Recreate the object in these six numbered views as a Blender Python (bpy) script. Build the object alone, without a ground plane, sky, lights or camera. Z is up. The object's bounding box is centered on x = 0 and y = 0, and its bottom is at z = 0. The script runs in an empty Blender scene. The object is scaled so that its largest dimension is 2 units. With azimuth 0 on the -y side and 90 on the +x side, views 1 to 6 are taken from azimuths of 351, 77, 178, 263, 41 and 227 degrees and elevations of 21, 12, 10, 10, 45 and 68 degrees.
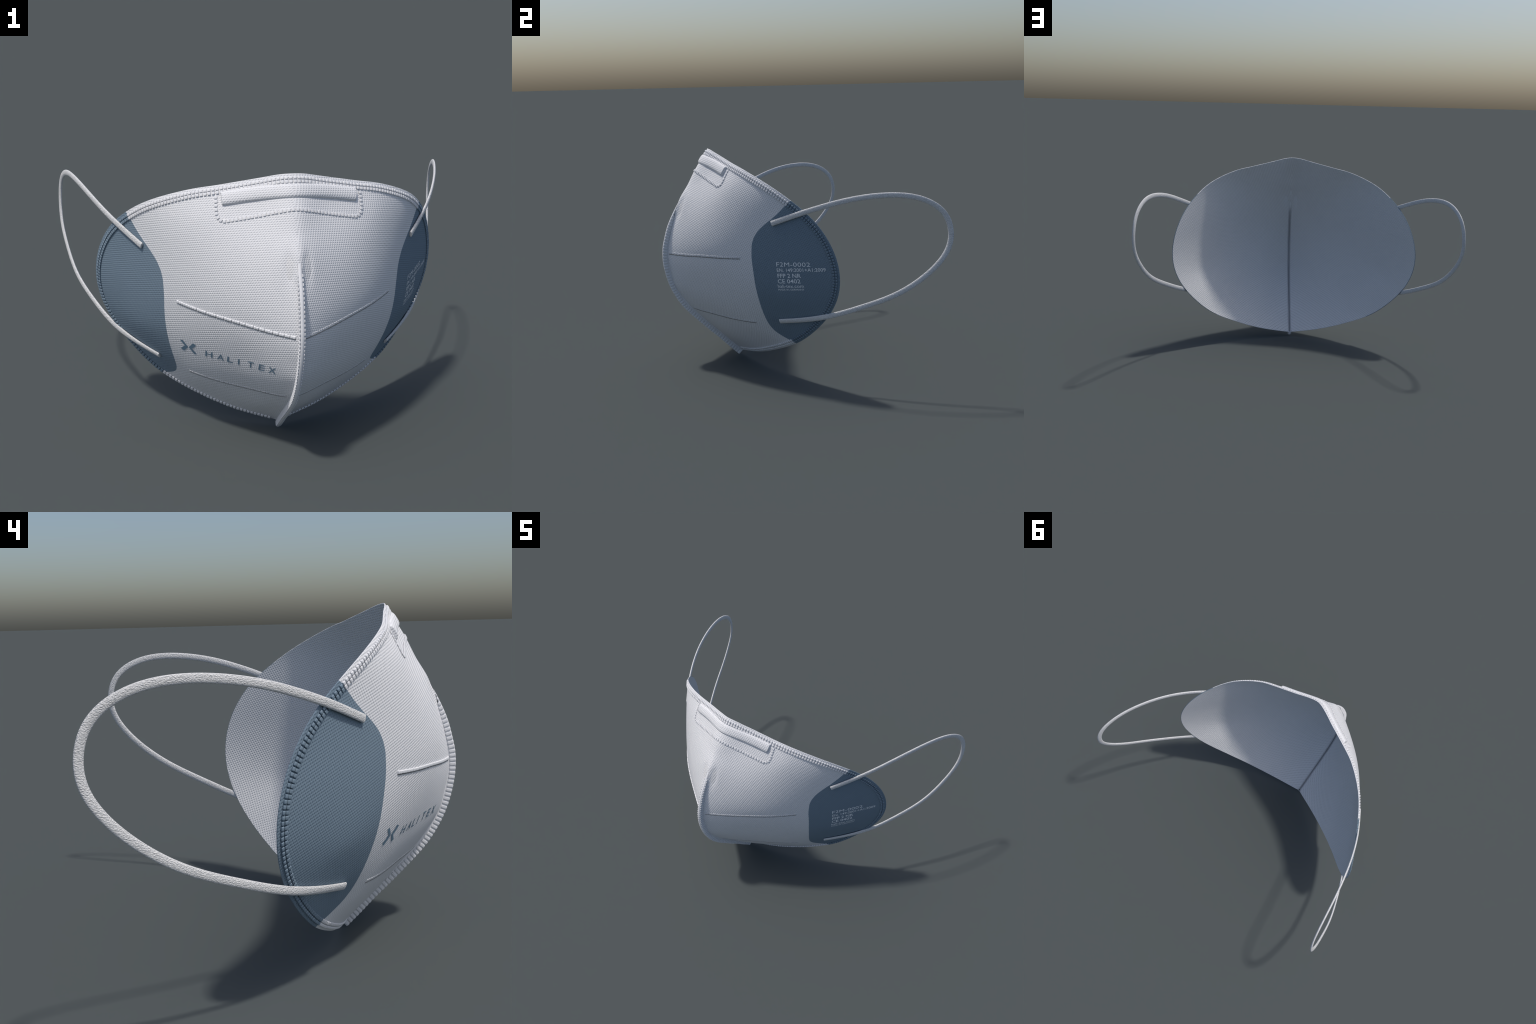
"""Folded respirator face mask: two curved fabric halves joined by a welded
centre fin, grey-blue side panels, welded rim, nose clip in a pocket, ear loops."""
import bpy, bmesh, math
import numpy as np
from mathutils import Matrix, Vector

# ------------------------------------------------------------------ helpers
def spline(ctrl, n):
    """Natural cubic spline through control points, n samples."""
    c = np.array(ctrl, float); K = len(c)
    A = np.zeros((K, K)); B = np.zeros(c.shape); A[0, 0] = A[-1, -1] = 1
    for i in range(1, K - 1):
        A[i, i-1:i+2] = 1, 4, 1
        B[i] = 6 * (c[i-1] - 2*c[i] + c[i+1])
    M = np.linalg.solve(A, B)
    s = np.linspace(0, K - 1, n); i = np.minimum(s.astype(int), K - 2)
    h = (s - i)[:, None]; a, b = c[i], c[i+1]
    return a + h*(b-a-(2*M[i]+M[i+1])/6) + h*h*M[i]/2 + h**3*(M[i+1]-M[i])/6

def resample(poly, n):
    d = np.r_[0, np.cumsum(np.linalg.norm(np.diff(poly, axis=0), axis=1))]
    t = np.linspace(0, d[-1], n)
    return np.stack([np.interp(t, d, poly[:, k]) for k in range(poly.shape[1])], 1)

def length(poly):
    return np.linalg.norm(np.diff(poly, axis=0), axis=1).sum()

def unit(v):
    v = np.asarray(v, float)
    return v / (np.linalg.norm(v, axis=-1, keepdims=True) + 1e-12)

def smooth(e0, e1, x):
    t = np.clip((x - e0) / (e1 - e0), 0, 1)
    return t*t*(3 - 2*t)

# ------------------------------------------------------------------ shape of one half (x >= 0)
RIM = [(0,-.405,1.2690),(.05,-.396,1.2645),(.10,-.381,1.2530),(.165,-.359,1.2365),(.2253,-.3413,1.2225),(.316,-.313,1.2015),(.4124,-.2766,1.177),(.5529,-.1895,1.1147),
       (.6556,-.087,1.0339),(.7321,.0129,.9369),(.7847,.088,.8201),(.8104,.1303,.6914),
       (.7998,.1386,.5613),(.7479,.1141,.4373),(.6606,.0613,.3223),(.5462,-.0127,.2187),
       (.3936,-.0891,.1394),(.2116,-.1641,.0722),(0,-.2325,.026)]
MID_SEAM = [(.0201,-.66,.6694),(.1351,-.584,.6752),(.2494,-.508,.6863),(.3611,-.423,.6941),(.4668,-.317,.7033)]
LOW_SEAM = [(.0257,-.55,.330),(.0657,-.5167,.3228),(.1454,-.436,.3178),(.2648,-.3442,.3112),(.4119,-.2314,.316)]
PANEL_EDGE = [(.6524,-.0768,1.0202),(.601,-.1588,.9386),(.5507,-.2227,.8727),(.5216,-.2598,.8001),
              (.5157,-.267,.7078),(.5137,-.254,.5998),(.5007,-.2318,.4871),(.479,-.201,.3841),
              (.4628,-.1544,.3027),(.4749,-.0909,.2473),(.5266,-.0282,.2049)]
CENTRE = [(-.485,1.145),(-.53,1.06),(-.577,.99),(-.602,.93),(-.622,.867),(-.645,.79),(-.664,.69),
          (-.667,.616),(-.653,.54),(-.634,.465),(-.588,.39),(-.555,.344),(-.486,.27),(-.423,.206),
          (-.379,.168),(-.332,.119),(-.276,.067)]
# fabric between the seams: flat beside the fin, full at the sides, full under the chin and nose
CHEEK = [(.19,-.507,.51),(.62,-.106,.50),(.10,-.350,.18),(.38,-.346,1.08),(.17,-.392,.287),(.40,-.187,.25),(.70,-.032,.74)]
FIN_EDGE = [(-.53,1.06),(-.578,.98),(-.613,.921),(-.656,.833),(-.680,.756),(-.694,.69),(-.695,.611),
            (-.682,.532),(-.659,.458),(-.622,.383),(-.572,.312),(-.512,.249),(-.434,.173),(-.374,.118),
            (-.324,.068),(-.254,.0006)]
POCKET = [(.300,1.1695),(.3015,1.138),(.3015,1.108),(.297,1.0905),(.2825,1.080),(.264,1.0805),(.235,1.0875),
          (.18,1.1005),(.12,1.1165),(.0714,1.1312),(.025,1.143),(0,1.1455)]
EAR_LOOP = [(.5965,-.1723,.904),(.72,-.0174,.9749),(.8097,.1419,1.0319),(.8743,.2975,1.0622),
            (.9213,.4385,1.0652),(.9542,.552,1.0391),(.9769,.6332,.9854),(.9895,.6734,.9112),
            (.994,.6765,.821),(.9864,.6334,.7281),(.9591,.5421,.6309),(.9107,.4082,.5378),
            (.8271,.2438,.4609),(.7038,.0604,.3972),(.5342,-.1276,.3486)]

def ridge_radius(z):
    """Rounding of the nose ridge: soft at the top rim, sharp above the fin."""
    return np.interp(z, [0, .90, 1.0, 1.15, 1.3], [.004, .006, .02, .045, .065])

def folded(x, z):
    return np.sqrt(np.asarray(x, float)**2 + ridge_radius(z)**2)

def make_surface(lam=4e-3):
    """Thin-plate fabric y(x, z) stretched over rim, seams and centre fold."""
    S, W = [], []
    for p in spline(RIM, 50): S.append(p); W.append(.25)
    for c, w in ((MID_SEAM, 3), (LOW_SEAM[2:], 3), (PANEL_EDGE[1:-1], 3),
                 ([(.3018,-.3445,1.1717),(.2756,-.3993,1.0778),(.1147,-.4433,1.1153)], 6)):
        for p in c: S.append(p); W.append(w)
    for p in CHEEK: S.append(p); W.append(.6)
    for y, z in CENTRE: S.append((0, y, z)); W.append(.15)
    S = np.array(S); W = np.array(W)
    q = np.c_[folded(S[:, 0], S[:, 2]), S[:, 2]]
    d = np.linalg.norm(q[:, None] - q[None], axis=2)
    K = np.where(d > 0, d**2*np.log(d + 1e-12), 0)
    n = len(q); Pm = np.c_[np.ones(n), q]
    A = np.block([[K + np.diag(lam*W), Pm], [Pm.T, np.zeros((3, 3))]])
    w = np.linalg.solve(A, np.r_[S[:, 1], 0, 0, 0])
    def F(x, z, pinch=True):
        x, z = np.broadcast_arrays(np.asarray(x, float), np.asarray(z, float)); sh = x.shape
        a = np.c_[folded(x, z).ravel(), z.ravel()]
        out = np.empty(len(a))
        for k in range(0, len(a), 20000):
            b = a[k:k+20000]
            d = np.linalg.norm(b[:, None] - q[None], axis=2)
            out[k:k+20000] = np.where(d > 0, d**2*np.log(d + 1e-12), 0)@w[:n] + w[n] + b@w[n+1:]
        y = out.reshape(sh)
        if pinch:
            ax = np.abs(x)
            y = y - np.interp(z, RIDGE_Z, RIDGE_A)*np.exp(-(ax/np.interp(z, RIDGE_Z, RIDGE_S))**2)
            # pinched dimple beside the top end of the fin
            y = y + .009*np.exp(-((ax-.036)/.019)**2 - ((z-.935)/.06)**2)
        return y
    return F
RIDGE_Z = np.linspace(.80, 1.12, 33); RIDGE_A = np.zeros(33); RIDGE_S = np.interp(RIDGE_Z, [.86, .96, 1.12], [.012, .016, .045])
F = make_surface()
_fe = np.array(FIN_EDGE)[::-1]
_gap = F(np.zeros(33), RIDGE_Z, False) - np.interp(RIDGE_Z, _fe[:, 1], _fe[:, 0])
RIDGE_A = np.clip(_gap, 0, .03)*smooth(.86, .94, RIDGE_Z)*smooth(1.06, .99, RIDGE_Z)

def normal(x, z, e=.002):
    """Outward normal of the fabric."""
    fx = (F(x+e, z) - F(x-e, z))/(2*e); fz = (F(x, z+e) - F(x, z-e))/(2*e)
    return unit(np.stack([fx, -np.ones_like(fx), fz], -1))

def on_fabric(x, z, off=0.):
    x = np.asarray(x, float); z = np.asarray(z, float)
    return np.stack([x, F(x, z), z], -1) + normal(x, z)*off

# ------------------------------------------------------------------ materials
def new_mat(name):
    m = bpy.data.materials.new(name); m.use_nodes = True
    nt = m.node_tree; b = nt.nodes['Principled BSDF']
    return m, nt, b

class Nodes:
    def __init__(s, nt): s.nt = nt
    def math(s, op, a, b=None, c=None):
        n = s.nt.nodes.new('ShaderNodeMath'); n.operation = op
        for i, v in enumerate((a, b, c)):
            if v is None: continue
            if isinstance(v, (int, float)): n.inputs[i].default_value = v
            else: s.nt.links.new(v, n.inputs[i])
        return n.outputs[0]
    def new(s, t, **kw):
        n = s.nt.nodes.new(t)
        for k, v in kw.items(): setattr(n, k, v)
        return n
    def link(s, a, b): s.nt.links.new(a, b)

def weave_height(N, col=.0105, row=.0092):
    """Knit of slanted dimples in staggered rows that rise towards the nose."""
    co = N.new('ShaderNodeTexCoord'); sp = N.new('ShaderNodeSeparateXYZ')
    N.link(co.outputs['Object'], sp.inputs[0]); x, y, z = sp.outputs
    ax = N.math('ABSOLUTE', x)
    P = N.math('ADD', N.math('MULTIPLY', ax, .68), N.math('MULTIPLY', y, .73))
    W = N.math('ADD', N.math('MULTIPLY', z, .93), N.math('MULTIPLY', y, .375))
    a = N.math('DIVIDE', N.math('ADD', W, 5.), row)
    j = N.math('FLOOR', a); f = N.math('FRACT', a)
    lean = N.math('MULTIPLY', N.math('SIGN', x), N.math('MULTIPLY', N.math('SUBTRACT', f, .5), -.42))
    b = N.math('ADD', N.math('DIVIDE', P, col), N.math('ADD', N.math('MULTIPLY', j, .5), lean))
    c = N.math('MULTIPLY_ADD', N.math('COSINE', N.math('MULTIPLY', b, 2*math.pi)), .5, .5)
    g = N.math('SINE', N.math('MULTIPLY', f, math.pi))
    dim = N.math('MULTIPLY', N.math('POWER', c, .8), N.math('POWER', g, 2.2))
    grv = N.math('POWER', N.math('SUBTRACT', 1., g), 2.)
    h = N.math('SUBTRACT', 1., N.math('ADD', N.math('MULTIPLY', dim, .9), N.math('MULTIPLY', grv, .12)))
    return h, co

def fabric(name, rgb, depth=.0017, dark=.86):
    m, nt, b = new_mat(name); N = Nodes(nt)
    h, co = weave_height(N)
    nz = N.new('ShaderNodeTexNoise'); nz.inputs['Scale'].default_value = 260; nz.inputs['Detail'].default_value = 3
    N.link(co.outputs['Object'], nz.inputs['Vector'])
    hh = N.math('ADD', h, N.math('MULTIPLY', nz.outputs[0], .25))
    bp = N.new('ShaderNodeBump'); bp.inputs['Strength'].default_value = 1; bp.inputs['Distance'].default_value = depth
    N.link(hh, bp.inputs['Height']); N.link(bp.outputs[0], b.inputs['Normal'])
    rp = N.new('ShaderNodeValToRGB')
    rp.color_ramp.elements[0].position = .15; rp.color_ramp.elements[1].position = .95
    rp.color_ramp.elements[0].color = (*[c*dark for c in rgb], 1)
    rp.color_ramp.elements[1].color = (*rgb, 1)
    N.link(h, rp.inputs[0]); N.link(rp.outputs[0], b.inputs['Base Color'])
    b.inputs['Roughness'].default_value = .85
    b.inputs['Specular IOR Level'].default_value = .25
    return m

def pad_mat(name, rgb):
    m, nt, b = new_mat(name); N = Nodes(nt)
    co = N.new('ShaderNodeTexCoord')
    nz = N.new('ShaderNodeTexNoise'); nz.inputs['Scale'].default_value = 220; nz.inputs['Detail'].default_value = 3
    N.link(co.outputs['Object'], nz.inputs['Vector'])
    bp = N.new('ShaderNodeBump'); bp.inputs['Strength'].default_value = .5; bp.inputs['Distance'].default_value = .001
    N.link(nz.outputs[0], bp.inputs['Height']); N.link(bp.outputs[0], b.inputs['Normal'])
    b.inputs['Base Color'].default_value = (*rgb, 1)
    b.inputs['Roughness'].default_value = .6
    b.inputs['Specular IOR Level'].default_value = .35
    return m

def strap_mat(name, rgb):
    m, nt, b = new_mat(name); N = Nodes(nt)
    co = N.new('ShaderNodeTexCoord')
    mp = N.new('ShaderNodeMapping'); mp.inputs['Scale'].default_value = (1, .55, 1.25)
    N.link(co.outputs['Object'], mp.inputs[0])
    n1 = N.new('ShaderNodeTexNoise'); n1.inputs['Scale'].default_value = 230; n1.inputs['Detail'].default_value = 4; n1.inputs['Roughness'].default_value = .7
    n2 = N.new('ShaderNodeTexVoronoi'); n2.inputs['Scale'].default_value = 260
    N.link(mp.outputs[0], n1.inputs['Vector']); N.link(mp.outputs[0], n2.inputs['Vector'])
    h = N.math('ADD', n1.outputs[0], N.math('MULTIPLY', n2.outputs['Distance'], -.7))
    bp = N.new('ShaderNodeBump'); bp.inputs['Strength'].default_value = 1; bp.inputs['Distance'].default_value = .0042
    N.link(h, bp.inputs['Height']); N.link(bp.outputs[0], b.inputs['Normal'])
    rp = N.new('ShaderNodeValToRGB')
    rp.color_ramp.elements[0].position = .0; rp.color_ramp.elements[1].position = .45
    rp.color_ramp.elements[0].color = (*[c*.78 for c in rgb], 1); rp.color_ramp.elements[1].color = (*rgb, 1)
    N.link(h, rp.inputs[0]); N.link(rp.outputs[0], b.inputs['Base Color'])
    b.inputs['Roughness'].default_value = .8; b.inputs['Specular IOR Level'].default_value = .25
    return m

def plain(name, rgb, rough=.8):
    m, nt, b = new_mat(name)
    b.inputs['Base Color'].default_value = (*rgb, 1); b.inputs['Roughness'].default_value = rough
    b.inputs['Specular IOR Level'].default_value = .2
    return m

WHITE = (.745, .75, .77); BLUE = (.185, .25, .312)
M_WHITE = fabric('white_knit_fabric', WHITE)
M_BLUE = fabric('grey_blue_knit_fabric', BLUE, depth=.0014)
M_LINING = fabric('white_lining_fabric', (.74, .74, .75), depth=.0016, dark=.80)
M_PADW = pad_mat('white_weld', WHITE)
M_PADB = pad_mat('grey_blue_weld', BLUE)
M_STRAP = strap_mat('white_elastic_knit', (.90, .90, .90))
M_INK = plain('slate_blue_ink', (.145, .225, .295))
M_PALE = plain('pale_grey_ink', (.84, .87, .90))
M_SEAM_SHADE = plain('painted_seam_shadow', (.22, .22, .22))

# ------------------------------------------------------------------ mesh building
def add_obj(name, me, parent, mats):
    o = bpy.data.objects.new(name, me); bpy.context.scene.collection.objects.link(o)
    o.parent = parent
    for m in mats if isinstance(mats, (list, tuple)) else [mats]:
        if me.materials.get(m.name) is None: me.materials.append(m)
    return o

def mesh_from(name, V, Fc, smooth_shade=True):
    me = bpy.data.meshes.new(name)
    me.from_pydata([tuple(v) for v in np.asarray(V, float)], [], [tuple(int(i) for i in f) for f in Fc])
    me.validate(); me.update()
    if smooth_shade: me.polygons.foreach_set('use_smooth', [True]*len(me.polygons))
    return me

def grid_faces(r, c, flip=False):
    i, j = np.meshgrid(np.arange(r-1), np.arange(c-1), indexing='ij')
    a = (i*c + j).ravel(); f = np.stack([a, a+1, a+c+1, a+c], 1)
    return f[:, ::-1] if flip else f

def clean(me, dist=1e-5):
    bm = bmesh.new(); bm.from_mesh(me)
    bmesh.ops.remove_doubles(bm, verts=bm.verts, dist=dist)
    bmesh.ops.dissolve_degenerate(bm, edges=bm.edges, dist=1e-6)
    bm.to_mesh(me); bm.free()
    me.polygons.foreach_set('use_smooth', [True]*len(me.polygons)); me.update()

root = bpy.data.objects.new('face_mask', None); bpy.context.scene.collection.objects.link(root)
root['label'] = 'white folded respirator face mask with grey-blue side panels and ear loops'
root['category'] = 'face mask'

# ------------------------------------------------------------------ fabric halves
THICK = .0045
ROWS = 241
def rim_curve():
    """Right half of the rim, smooth across the nose."""
    full = spline([(-x, y, z) for x, y, z in RIM[4:0:-1]] + RIM, 2201)
    i = int(np.argmax(full[:, 0] > 0)); half = full[i:].copy(); half[0, 0] = 0
    return half
rim3 = resample(rim_curve(), ROWS)          # rim points, evenly spaced
sv = np.linspace(0, 1, ROWS)
zc = rim3[0, 2] + (.026 - rim3[0, 2])*sv                            # matching points on the centre fold
edge3 = spline(PANEL_EDGE, 400)

def row_point(k, u):
    """Point (x,z) at fraction u of the row from the centre fold to the rim."""
    return u*rim3[k, 0], zc[k] + u*(rim3[k, 2] - zc[k])

def edge_fraction():
    """Where each row crosses the edge of the blue panel (1 = never)."""
    ub = np.ones(ROWS); us = np.linspace(0, 1, 801)
    o = np.argsort(edge3[:, 2]); ez, ex = edge3[o, 2], edge3[o, 0]
    for k in range(ROWS):
        x, z = row_point(k, us)
        g = x - np.where((z < ez[0]) | (z > ez[-1]), 9, np.interp(z, ez, ex))
        i = np.where(g > 0)[0]
        if len(i): ub[k] = us[i[0]]
    return ub
ub = edge_fraction()
blue_rows = np.where(ub < .9999)[0]
k0, k1 = blue_rows[0]-1, blue_rows[-1]+1
ub[k0] = ub[k1] = 1.

def rim_frame(k):
    """Tangent, inward direction and normal of the fabric at the rim."""
    x, z = rim3[:, 0], rim3[:, 2]
    p = on_fabric(x, z); T = unit(np.gradient(p, axis=0)); Nn = normal(np.maximum(x, .0), z)
    Nn[0, 0] = Nn[-1, 0] = 0; Nn = unit(Nn)
    B = unit(np.cross(Nn, T)); cen = np.array([0.15, -.4, .65])
    B *= np.sign(np.einsum('ij,ij->i', B, cen - p))[:, None]
    return p, T, B, Nn
RP, RT, RB, RN = rim_frame(None)

def half_grids(cw=110, cb=56):
    uw = np.linspace(0, 1, cw); uw = uw*(.25 + .75*uw)      # finer beside the centre fold
    X, Z = [], []
    for k in range(ROWS):
        x, z = row_point(k, uw*ub[k]); X.append(x); Z.append(z)
    X, Z = np.array(X), np.array(Z)
    XI = X; X = np.maximum(X, .0078*smooth(.925, .885, Z[:, :1]))
    outer_w = on_fabric(X, Z)
    X = XI
    inner_w = np.stack([X, F(X, Z, False), Z], -1) - normal(np.maximum(X, .012), Z)*THICK
    inner_w[..., 0] = np.maximum(inner_w[..., 0], 0)
    inner_w[:, 0, 0] = X[:, 0]
    uu = np.linspace(0, 1, cb); X2, Z2 = [], []
    for k in range(k0, k1+1):
        x, z = row_point(k, ub[k] + (1-ub[k])*uu); X2.append(x); Z2.append(z)
    X2, Z2 = np.array(X2), np.array(Z2)
    return outer_w, inner_w, on_fabric(X2, Z2), on_fabric(X2, Z2, -THICK)
OW, IW, OB, IB = half_grids()

def edge_roll(outer, inner, B):
    """Rounded turn-over from the outer face to the lining along the rim."""
    mid = (outer + inner)/2; r = np.linalg.norm(outer - inner, axis=1, keepdims=True)/2
    up = unit(outer - inner); out = []
    for a in np.linspace(0, math.pi, 7)[1:]:
        out.append(mid + up*r*math.cos(a) - B*r*math.sin(a)*.9)
    return np.stack(out, 1)

def mirror(V, s):
    V = np.array(V); V[..., 0] *= s; return V

for s in (1, -1):
    flip = s < 0
    # white front panel: fabric plus rolled rim where the rim is white
    V = OW.reshape(-1, 3); Fc = grid_faces(*OW.shape[:2], flip=not flip)
    Fs = [Fc]; Vs = [V]; n0 = len(V)
    for r0, r1 in ((0, k0), (k1, ROWS-1)):
        roll = edge_roll(OW[r0:r1+1, -1], IW[r0:r1+1, -1], RB[r0:r1+1])
        roll = np.concatenate([OW[r0:r1+1, -1][:, None], roll], 1)
        Vs.append(roll.reshape(-1, 3)); Fs.append(grid_faces(*roll.shape[:2], flip=not flip) + n0); n0 += roll.shape[0]*roll.shape[1]
    me = mesh_from('front_panel', mirror(np.concatenate(Vs), s), np.concatenate(Fs)); clean(me)
    add_obj('front_panel', me, root, M_WHITE)
    # blue side panel
    V = OB.reshape(-1, 3); Fc = grid_faces(*OB.shape[:2], flip=not flip)
    roll = edge_roll(OB[:, -1], IB[:, -1], RB[k0:k1+1])
    roll = np.concatenate([OB[:, -1][:, None], roll], 1)
    me = mesh_from('side_panel', mirror(np.concatenate([V, roll.reshape(-1, 3)]), s),
                   np.concatenate([Fc, grid_faces(*roll.shape[:2], flip=not flip) + len(V)])); clean(me)
    add_obj('side_panel', me, root, M_BLUE)

# lining: one inner face, with a narrow slot behind the fin
def lining():
    Vs, Fs, n0 = [], [], 0
    for s in (1, -1):
        A = IW.copy()
        z = A[:, 0, 2]
        slot = .0050*smooth(.945, .90, z)
        A[:, :, 0] = np.maximum(A[:, :, 0], slot[:, None])
        lip = smooth(.0125, .0045, A[:, :, 0])*smooth(.945, .90, z)[:, None]      # lining rounds over into the fold
        A[:, :, 1] -= .010*lip
        for G in (A, IB):
            V = mirror(G, s).reshape(-1, 3); Vs.append(V)
            Fs.append(grid_faces(*G.shape[:2], flip=(s < 0)) + n0)
            n0 += len(V)
    me = mesh_from('lining', np.concatenate(Vs), np.concatenate(Fs)); clean(me)
    return add_obj('lining', me, root, M_LINING)
lining()

# ------------------------------------------------------------------ centre fin
FIN_W = .0170
def fin():
    P = resample(spline(FIN_EDGE, 400), 180)              # (y, z) of the outer edge
    T = unit(np.gradient(P, axis=0)); Nn = np.stack([T[:, 1], -T[:, 0]], 1)  # outward
    Nn *= np.sign((Nn*(P - np.array([-.2, .65]))).sum(1))[:, None]
    h = FIN_W/2
    ang = np.linspace(0, math.pi, 15)
    tip = [(-h*np.sign(math.cos(t))*abs(math.cos(t))**.8, -.009 + .009*math.sin(t)**.8) for t in ang]
    yc = F(np.zeros(len(P)), P[:, 1])
    proud = np.clip(((yc - P[:, 0])*-Nn[:, 0]), 0, .034)       # how far the fin stands off the fabric
    rows = []
    for p, n, pr in zip(P, Nn, proud):
        base = -(pr + .0015 + .0060*float(smooth(.950, .915, p[1]))); web = max(base*.9, -.0105)
        sect = [(-h, base), (-h, base*.66), (-h, min(-.013, base*.4))] + tip + [(h, min(-.013, base*.4)), (h, base*.66), (h, base)] \
             + [(.0072, base), (.0072, web), (-.0072, web), (-.0072, base)]
        rows.append([(x, p[0] + n[0]*max(d, base), p[1] + n[1]*max(d, base)) for x, d in sect])
    G = np.array(rows); G[:, :, 2] = np.maximum(G[:, :, 2], .0005)
    r, c = G.shape[:2]
    Fc = [tuple(f) for f in grid_faces(r, c)]
    Fc += [(i*c, i*c+c, i*c+2*c-1, i*c+c-1) for i in range(r-1)]
    Fc += [tuple(range(c))[::-1], tuple((r-1)*c + i for i in range(c))]
    me = mesh_from('centre_fin', G.reshape(-1, 3), Fc)
    bm = bmesh.new(); bm.from_mesh(me); bmesh.ops.recalc_face_normals(bm, faces=bm.faces); bm.to_mesh(me); bm.free()
    me.set_sharp_from_angle(angle=math.radians(50))
    return add_obj('centre_fin', me, root, M_PADW), P, T, Nn, proud
FIN, FP, FT, FN, FPROUD = fin()

# ------------------------------------------------------------------ weld pads
def pad_mesh(name, mat, bevel=.20, seg=3):
    bm = bmesh.new(); bmesh.ops.create_cube(bm, size=1)
    for v in bm.verts:
        if v.co.z < 0: v.co.z = -.06
    keep = [e for e in bm.edges if not all(v.co.z < 0 for v in e.verts)]
    bmesh.ops.bevel(bm, geom=keep, offset=bevel, segments=seg, profile=.5, affect='EDGES')
    me = bpy.data.meshes.new(name); bm.to_mesh(me); bm.free()
    me.polygons.foreach_set('use_smooth', [True]*len(me.polygons)); me.materials.append(mat)
    return me

def frame(p, a, b, n, la, lb, ln):
    """Matrix with axes a,b,n scaled to the pad size."""
    a = unit(a); n = unit(n - a*np.dot(a, n)); b = np.cross(n, a)
    M = np.eye(4); M[:3, 0] = a*la; M[:3, 1] = b*lb; M[:3, 2] = n*ln; M[:3, 3] = p
    return Matrix(M.tolist())

def put_pads(name, me, mats, parent):
    for M in mats:
        o = bpy.data.objects.new(name, me); bpy.context.scene.collection.objects.link(o)
        o.parent = parent; o.matrix_basis = M

def join_pads(name, me, mats, parent):
    base = np.array([v.co[:] for v in me.vertices]); fs = [tuple(p.vertices) for p in me.polygons]
    V, Fc = [], []
    for k, M in enumerate(mats):
        A = np.array(M); flip = np.linalg.det(A[:3, :3]) < 0
        V.append(base@A[:3, :3].T + A[:3, 3]); n = len(base)*k
        Fc += [tuple(i + n for i in (f[::-1] if flip else f)) for f in fs]
    m2 = mesh_from(name, np.concatenate(V), Fc)
    o = add_obj(name, m2, parent, me.materials[0]); o['kind'] = 'stuff'; return o

rng = np.random.default_rng(7)
PAD_W = pad_mesh('weld_pad_white', M_PADW); PAD_B = pad_mesh('weld_pad_blue', M_PADB)
PAD_F = pad_mesh('rib_fabric', M_WHITE)
PAD_SHADE = pad_mesh('seam_shadow_link', M_SEAM_SHADE)

def surf_frame(x, z, tx, tz, la, lb, ln, lift):
    """Pad frame on the fabric at (x,z), long axis along direction (tx,tz)."""
    e = .004
    p = on_fabric(x, z, lift); q = on_fabric(x + tx*e, z + tz*e, lift)
    n = normal(np.array(x), np.array(z))
    return p, unit(q - p), n

def mirrored(p, a, n, s):
    m = np.array([s, 1, 1]); return p*m, a*m, n*m

PITCH = .0168
L = length(RP); n_pads = int(L/PITCH)
arc = np.r_[0, np.cumsum(np.linalg.norm(np.diff(RP, axis=0), axis=1))]
def at(arr, t): return np.array([np.interp(t, arc, arr[:, k]) for k in range(3)])
inner_w, inner_b, outer_w, outer_b = [], [], [], []
for s in (1, -1):
    for k in range(n_pads):
        t = (k + .5)*L/n_pads
        if t > L - .035: continue
        p0, b0 = at(RP, t), unit(at(RB, t)); t0 = at(RT, t)
        isblue = arc[k0] < t < arc[k1]
        for row, (d, wid) in enumerate(((.0160, .0110), (.0304, .0130))):
            q = p0 + b0*d
            if abs(q[0]) < .004 and k > 5: continue
            p, a, n = surf_frame(q[0], q[2], t0[0], t0[2], 0, 0, 0, .0006)
            p, a, n = mirrored(p, a, n, s)
            lst = ((outer_b if isblue else outer_w), (inner_b if isblue else inner_w))[row]
            lst.append(frame(p, a, None, n, PITCH*rng.uniform(.72, .78), wid, .0112*rng.uniform(.9, 1.1)))
put_pads('rim_weld_pad', PAD_W, inner_w, root)
put_pads('rim_weld_pad', PAD_B, inner_b, root)
join_pads('rim_weld_row', PAD_W, outer_w, root)
join_pads('rim_weld_row', PAD_B, outer_b, root)

# pads on both sides of the fin
fa = np.r_[0, np.cumsum(np.linalg.norm(np.diff(FP, axis=0), axis=1))]
start = np.interp(-.925, -FP[:, 1], fa); FL = fa[-1]
nf = int((FL - start)/.0178); fin_pads = []
for k in range(nf):
    t = start + (k + .5)*(FL - start)/nf
    g = lambda A: np.array([np.interp(t, fa, A[:, 0]), np.interp(t, fa, A[:, 1])])
    p, tt, nn = g(FP), unit(g(FT)), unit(g(FN))
    wide = min(.0250, float(np.interp(t, fa, FPROUD)) + .0015)
    for s in (1, -1):
        c = p - nn*(.0020 + wide/2)
        fin_pads.append(frame(np.array([s*(FIN_W/2), c[0], c[1]]), np.array([0, tt[0], tt[1]]), None,
                              np.array([s, 0, 0.]), .0122, wide, .0076))
put_pads('fin_weld_pad', PAD_W, fin_pads, FIN)

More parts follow.
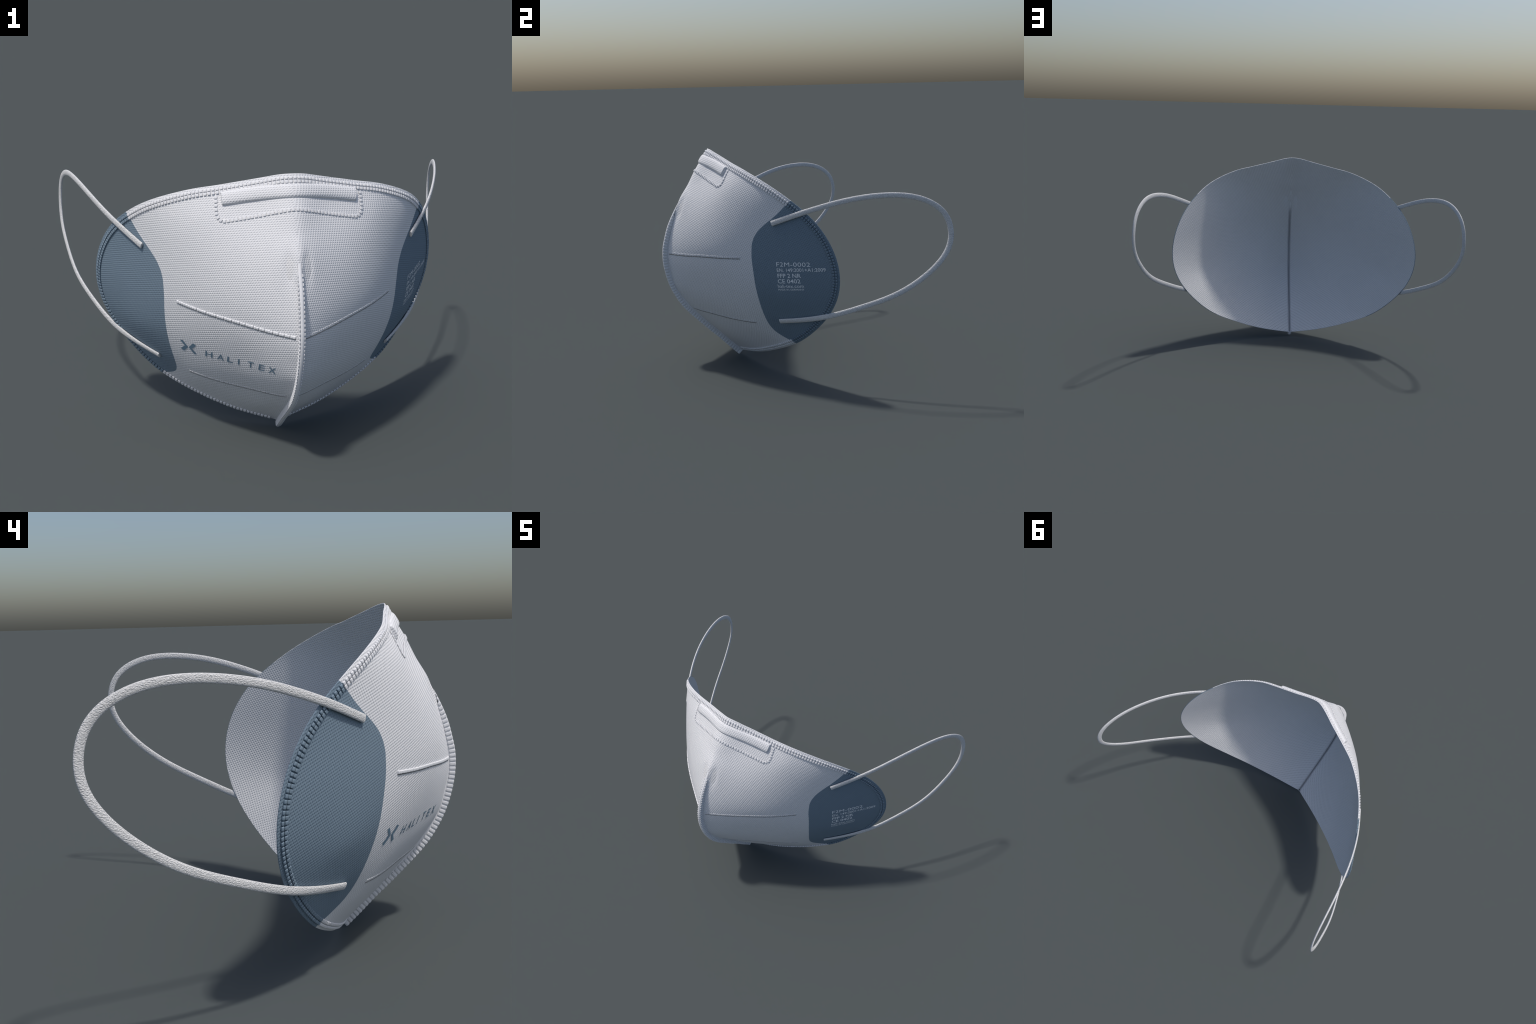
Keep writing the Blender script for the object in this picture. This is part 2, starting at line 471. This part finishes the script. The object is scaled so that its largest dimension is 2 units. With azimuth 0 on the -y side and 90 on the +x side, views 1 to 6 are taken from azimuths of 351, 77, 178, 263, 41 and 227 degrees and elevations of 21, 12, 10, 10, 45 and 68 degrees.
# nose pocket outline
pk = spline(POCKET + [(-x, z) for x, z in POCKET[-2::-1]], 599)[:300]; pk3 = on_fabric(pk[:, 0], pk[:, 1])
pl = length(pk3); pa = np.r_[0, np.cumsum(np.linalg.norm(np.diff(pk3, axis=0), axis=1))]
npk = int(pl/.0165); pocket_pads = []
for k in range(npk):
    t = (k + .5)*pl/npk
    i = np.interp(t, pa, np.arange(300)); j = int(min(max(i, 1), 298))
    x, z = pk[j]; d = unit(pk[j+1] - pk[j-1])
    for s in (1, -1):
        p, a, n = mirrored(*surf_frame(x, z, d[0], d[1], 0, 0, 0, .001), s)
        pocket_pads.append(frame(p, a, None, n, .0126, .0135, .0068))
put_pads('pocket_weld_pad', PAD_W, pocket_pads, root)

# horizontal crease seams: ridges of fine ribs
for ctrl, RIB in ((MID_SEAM, (.0095, .0025)), (LOW_SEAM, (.0022, .0022))):
    c = spline(ctrl, 200)[:, [0, 2]]; c3 = on_fabric(c[:, 0], c[:, 1]); ca = np.r_[0, np.cumsum(np.linalg.norm(np.diff(c3, axis=0), axis=1))]
    n = int(ca[-1]/.0122)
    for s in (1, -1):
        M, LINE = [], []
        for k in range(n):
            j = int(np.clip(np.interp((k+.5)*ca[-1]/n, ca, np.arange(200)), 1, 198))
            d = unit(c[j+1] - c[j-1])
            p, a, nn = mirrored(*surf_frame(c[j, 0], c[j, 1], d[0], d[1], 0, 0, 0, .0004), s)
            M.append(frame(p, a, None, nn, .0112, .0110*rng.uniform(.93, 1.07), RIB[0] if s < 0 else RIB[1]))
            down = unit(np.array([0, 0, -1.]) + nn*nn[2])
            LINE.append(frame(p + down*.0072 - nn*.0005, a, None, nn, ca[-1]/n*1.02, .0044*rng.uniform(.7, 1.2), .004))  # dark strip modelled below the ribs to draw the crease's shadow
        join_pads('crease_seam', PAD_W if s < 0 and RIB[0] > .005 else PAD_F, M, root)
        join_pads('crease_shadow_strip', PAD_SHADE, LINE, root)

# ------------------------------------------------------------------ nose clip
def nose_clip():
    n = 121; xs = np.linspace(-.279, .279, n); ax = np.abs(xs)
    zz = 1.211 - .052*(np.sqrt(ax**2 + .06**2) - .06)/.225
    C = on_fabric(ax, zz); Nn = normal(ax, zz)
    C[:, 0] = xs; Nn[:, 0] *= np.sign(xs + 1e-9)
    mid = np.abs(xs) < .02
    T = unit(np.gradient(C, axis=0)); B = unit(np.cross(Nn, T)); Nn = unit(np.cross(T, B))
    hw = .029
    rows = []
    for k in range(n):
        e = min(1, (.279 - abs(xs[k]))/.006); e = math.sqrt(max(0, 1-(1-e)**2))
        r = []
        for a in np.linspace(0, math.pi, 17):
            w = math.cos(a); w = math.copysign(abs(w)**.75, w)*hw
            hh = .0150 + .0045*float(smooth(.03, .16, abs(xs[k])))
            h = math.sin(a)**.62*hh*(.45 + .55*e) - .004
            r.append(C[k] + B[k]*w*(.96 + .04*e) + Nn[k]*h)
        rows.append(r)
    G = np.array(rows); r, c = G.shape[:2]
    Fc = [tuple(f) for f in grid_faces(r, c)] + [tuple(range(c)), tuple((r-1)*c + i for i in range(c))[::-1]]
    Fc += [(i*c, i*c+c, i*c+2*c-1, i*c+c-1) for i in range(r-1)]
    me = mesh_from('nose_clip', G.reshape(-1, 3), Fc)
    bm = bmesh.new(); bm.from_mesh(me); bmesh.ops.recalc_face_normals(bm, faces=bm.faces); bm.to_mesh(me); bm.free()
    me.set_sharp_from_angle(angle=math.radians(55))
    add_obj('nose_clip', me, root, M_WHITE)
nose_clip()

# ------------------------------------------------------------------ ear loops
def ear_loop(s):
    c = [np.array(p) for p in EAR_LOOP]
    for i, lift in ((0, .0085), (-2, .0125), (-1, .0090)):      # strap floats just off the fabric
        c[i] = on_fabric(c[i][0], c[i][2], lift)
    P = resample(spline(c, 600), 260)
    mid = np.array([.80, .25, .71]); pull = unit(mid - P); pull[:, 0] = 0
    P = P + pull*.003*smooth(-.1, .1, P[:, 1])[:, None] - np.array([.002, 0, 0])
    T = unit(np.gradient(P, axis=0))
    flat = np.tile(np.array([.90, -.43, 0.]), (len(P), 1))
    fn = normal(np.clip(P[:, 0], 0, .8), np.clip(P[:, 2], .1, 1.2))
    w = smooth(.12, -.08, P[:, 1])[:, None]
    Nn = flat*(1-w) + fn*w
    Nn = unit(Nn - T*(Nn*T).sum(1, keepdims=True)); B = np.cross(T, Nn)
    hw, ht, m = .0144, .0062, 24
    rows = []
    for k in range(len(P)):
        e = 1.0
        rows.append([P[k] + B[k]*hw*e*math.copysign(abs(math.cos(a))**.95, math.cos(a)) + Nn[k]*ht*math.copysign(abs(math.sin(a))**.9, math.sin(a))
                     for a in np.linspace(0, 2*math.pi, m, endpoint=False)])
    G = mirror(np.array(rows), s); r = len(P)
    Fc = [(i*m+j, i*m+(j+1) % m, (i+1)*m+(j+1) % m, (i+1)*m+j) for i in range(r-1) for j in range(m)]
    Fc += [tuple(range(m))[::-1], tuple((r-1)*m + j for j in range(m))]
    me = mesh_from('ear_loop', G.reshape(-1, 3), Fc)
    bm = bmesh.new(); bm.from_mesh(me); bmesh.ops.recalc_face_normals(bm, faces=bm.faces); bm.to_mesh(me); bm.free()
    me.set_sharp_from_angle(angle=math.radians(60))
    add_obj('ear_loop', me, root, M_STRAP)
for s in (1, -1): ear_loop(s)

# ------------------------------------------------------------------ printed marks
def lay_print(name, me, box, mat, s=1, lift=.0012):
    """Wrap flat artwork onto the fabric: box = x0, x1, z at left, z at right, height.
    Artwork runs left to right as the wearer-facing viewer reads it."""
    bm = bmesh.new(); bm.from_mesh(me)
    bmesh.ops.triangulate(bm, faces=bm.faces)
    co = np.array([v.co[:] for v in bm.verts]); lo, hi = co.min(0), co.max(0)
    x0, x1, za, zb, h = box
    size = max(hi[0]-lo[0], 1e-6)
    lim = .012*size/abs(x1-x0)
    for _ in range(4):
        es = [e for e in bm.edges if e.calc_length() > lim]
        if not es: break
        bmesh.ops.subdivide_edges(bm, edges=es, cuts=1)
        bmesh.ops.triangulate(bm, faces=bm.faces)
    co = np.array([v.co[:] for v in bm.verts])
    fx = (co[:, 0]-lo[0])/size; fy = (co[:, 1]-LOY.get(name, lo[1]))/HGT.get(name, hi[1]-lo[1])
    x = x0 + fx*(x1-x0); z = za + fx*(zb-za) + fy*h
    P = on_fabric(np.abs(x), z, lift); P[:, 0] *= np.sign(x)
    for v, p in zip(bm.verts, P): v.co = p
    m2 = bpy.data.meshes.new(name); bm.to_mesh(m2); bm.free()
    return add_obj(name, m2, root, mat)
LOY, HGT = {}, {}

def text_mesh(body, bold=.0, spacing=1., ref='H'):
    cu = bpy.data.curves.new('lettering', 'FONT'); cu.body = body; cu.size = 1
    cu.space_character = spacing; cu.offset = bold; cu.resolution_u = 3
    o = bpy.data.objects.new('lettering', cu); bpy.context.scene.collection.objects.link(o)
    dg = bpy.context.evaluated_depsgraph_get(); dg.update()
    me = bpy.data.meshes.new_from_object(o.evaluated_get(dg))
    bpy.data.objects.remove(o); bpy.data.curves.remove(cu)
    return me

CAP = .73   # cap height of the built-in font at size 1
for nm, body, bold, sp, box in (
        ('product_lettering', 'F2M-0002', .0, 1.05, (.6104, .7239, .6718, .6821, .0245)),
        ('product_lettering', 'EN. 149:2001+A1:2009', .004, 1., (.6104, .7711, .6418, .6613, .0200)),
        ('product_lettering', 'FFP 2 NR', .010, 1., (.6102, .6897, .6087, .6181, .0240)),
        ('product_lettering', 'CE 0402', .010, 1., (.6077, .6853, .578, .5875, .0235)),
        ('product_lettering', 'hali-tex.com', .0, 1., (.6043, .6927, .5519, .5631, .0200)),
        ('product_lettering', 'MADE IN GERMANY', .0, 1., (.6026, .6919, .5363, .5477, .0105))):
    LOY[nm] = 0.; HGT[nm] = CAP
    lay_print(nm, text_mesh(body, bold, sp), box, M_INK if nm[0] == 'b' else M_PALE)

for ch, f0, f1 in (('H', 0, .104), ('A', .174, .272), ('L', .319, .405), ('I', .474, .495),
                   ('T', .609, .697), ('E', .764, .845), ('X', .899, 1)):
    LOY['brand_lettering'] = 0.; HGT['brand_lettering'] = CAP
    bx = [-.3506 + f*.2686 for f in (f0, f1)]; bz = [.4575 + f*.0097 for f in (f0, f1)]
    lay_print('brand_lettering', text_mesh(ch, .012), (*bx, *bz, .034), M_INK)

def emblem():
    """Two arrow-like hooks point to point: each a long arm and a short stub."""
    bm = bmesh.new()
    def poly(pts): bm.faces.new([bm.verts.new((x, y, 0)) for x, y in pts])
    poly([(.03, .93), (.17, 1.0), (.485, .50), (.34, .50)])
    poly([(.485, .50), (.27, .0), (.09, .12), (.27, .50), (.34, .50)])
    poly([(.97, .07), (.83, .0), (.515, .50), (.66, .50)])
    poly([(.515, .50), (.73, 1.0), (.91, .88), (.73, .50), (.66, .50)])
    me = bpy.data.meshes.new('emblem'); bm.to_mesh(me); bm.free()
    lay_print('brand_emblem', me, (-.453, -.384, .4475, .4475, .062), M_INK)
emblem()
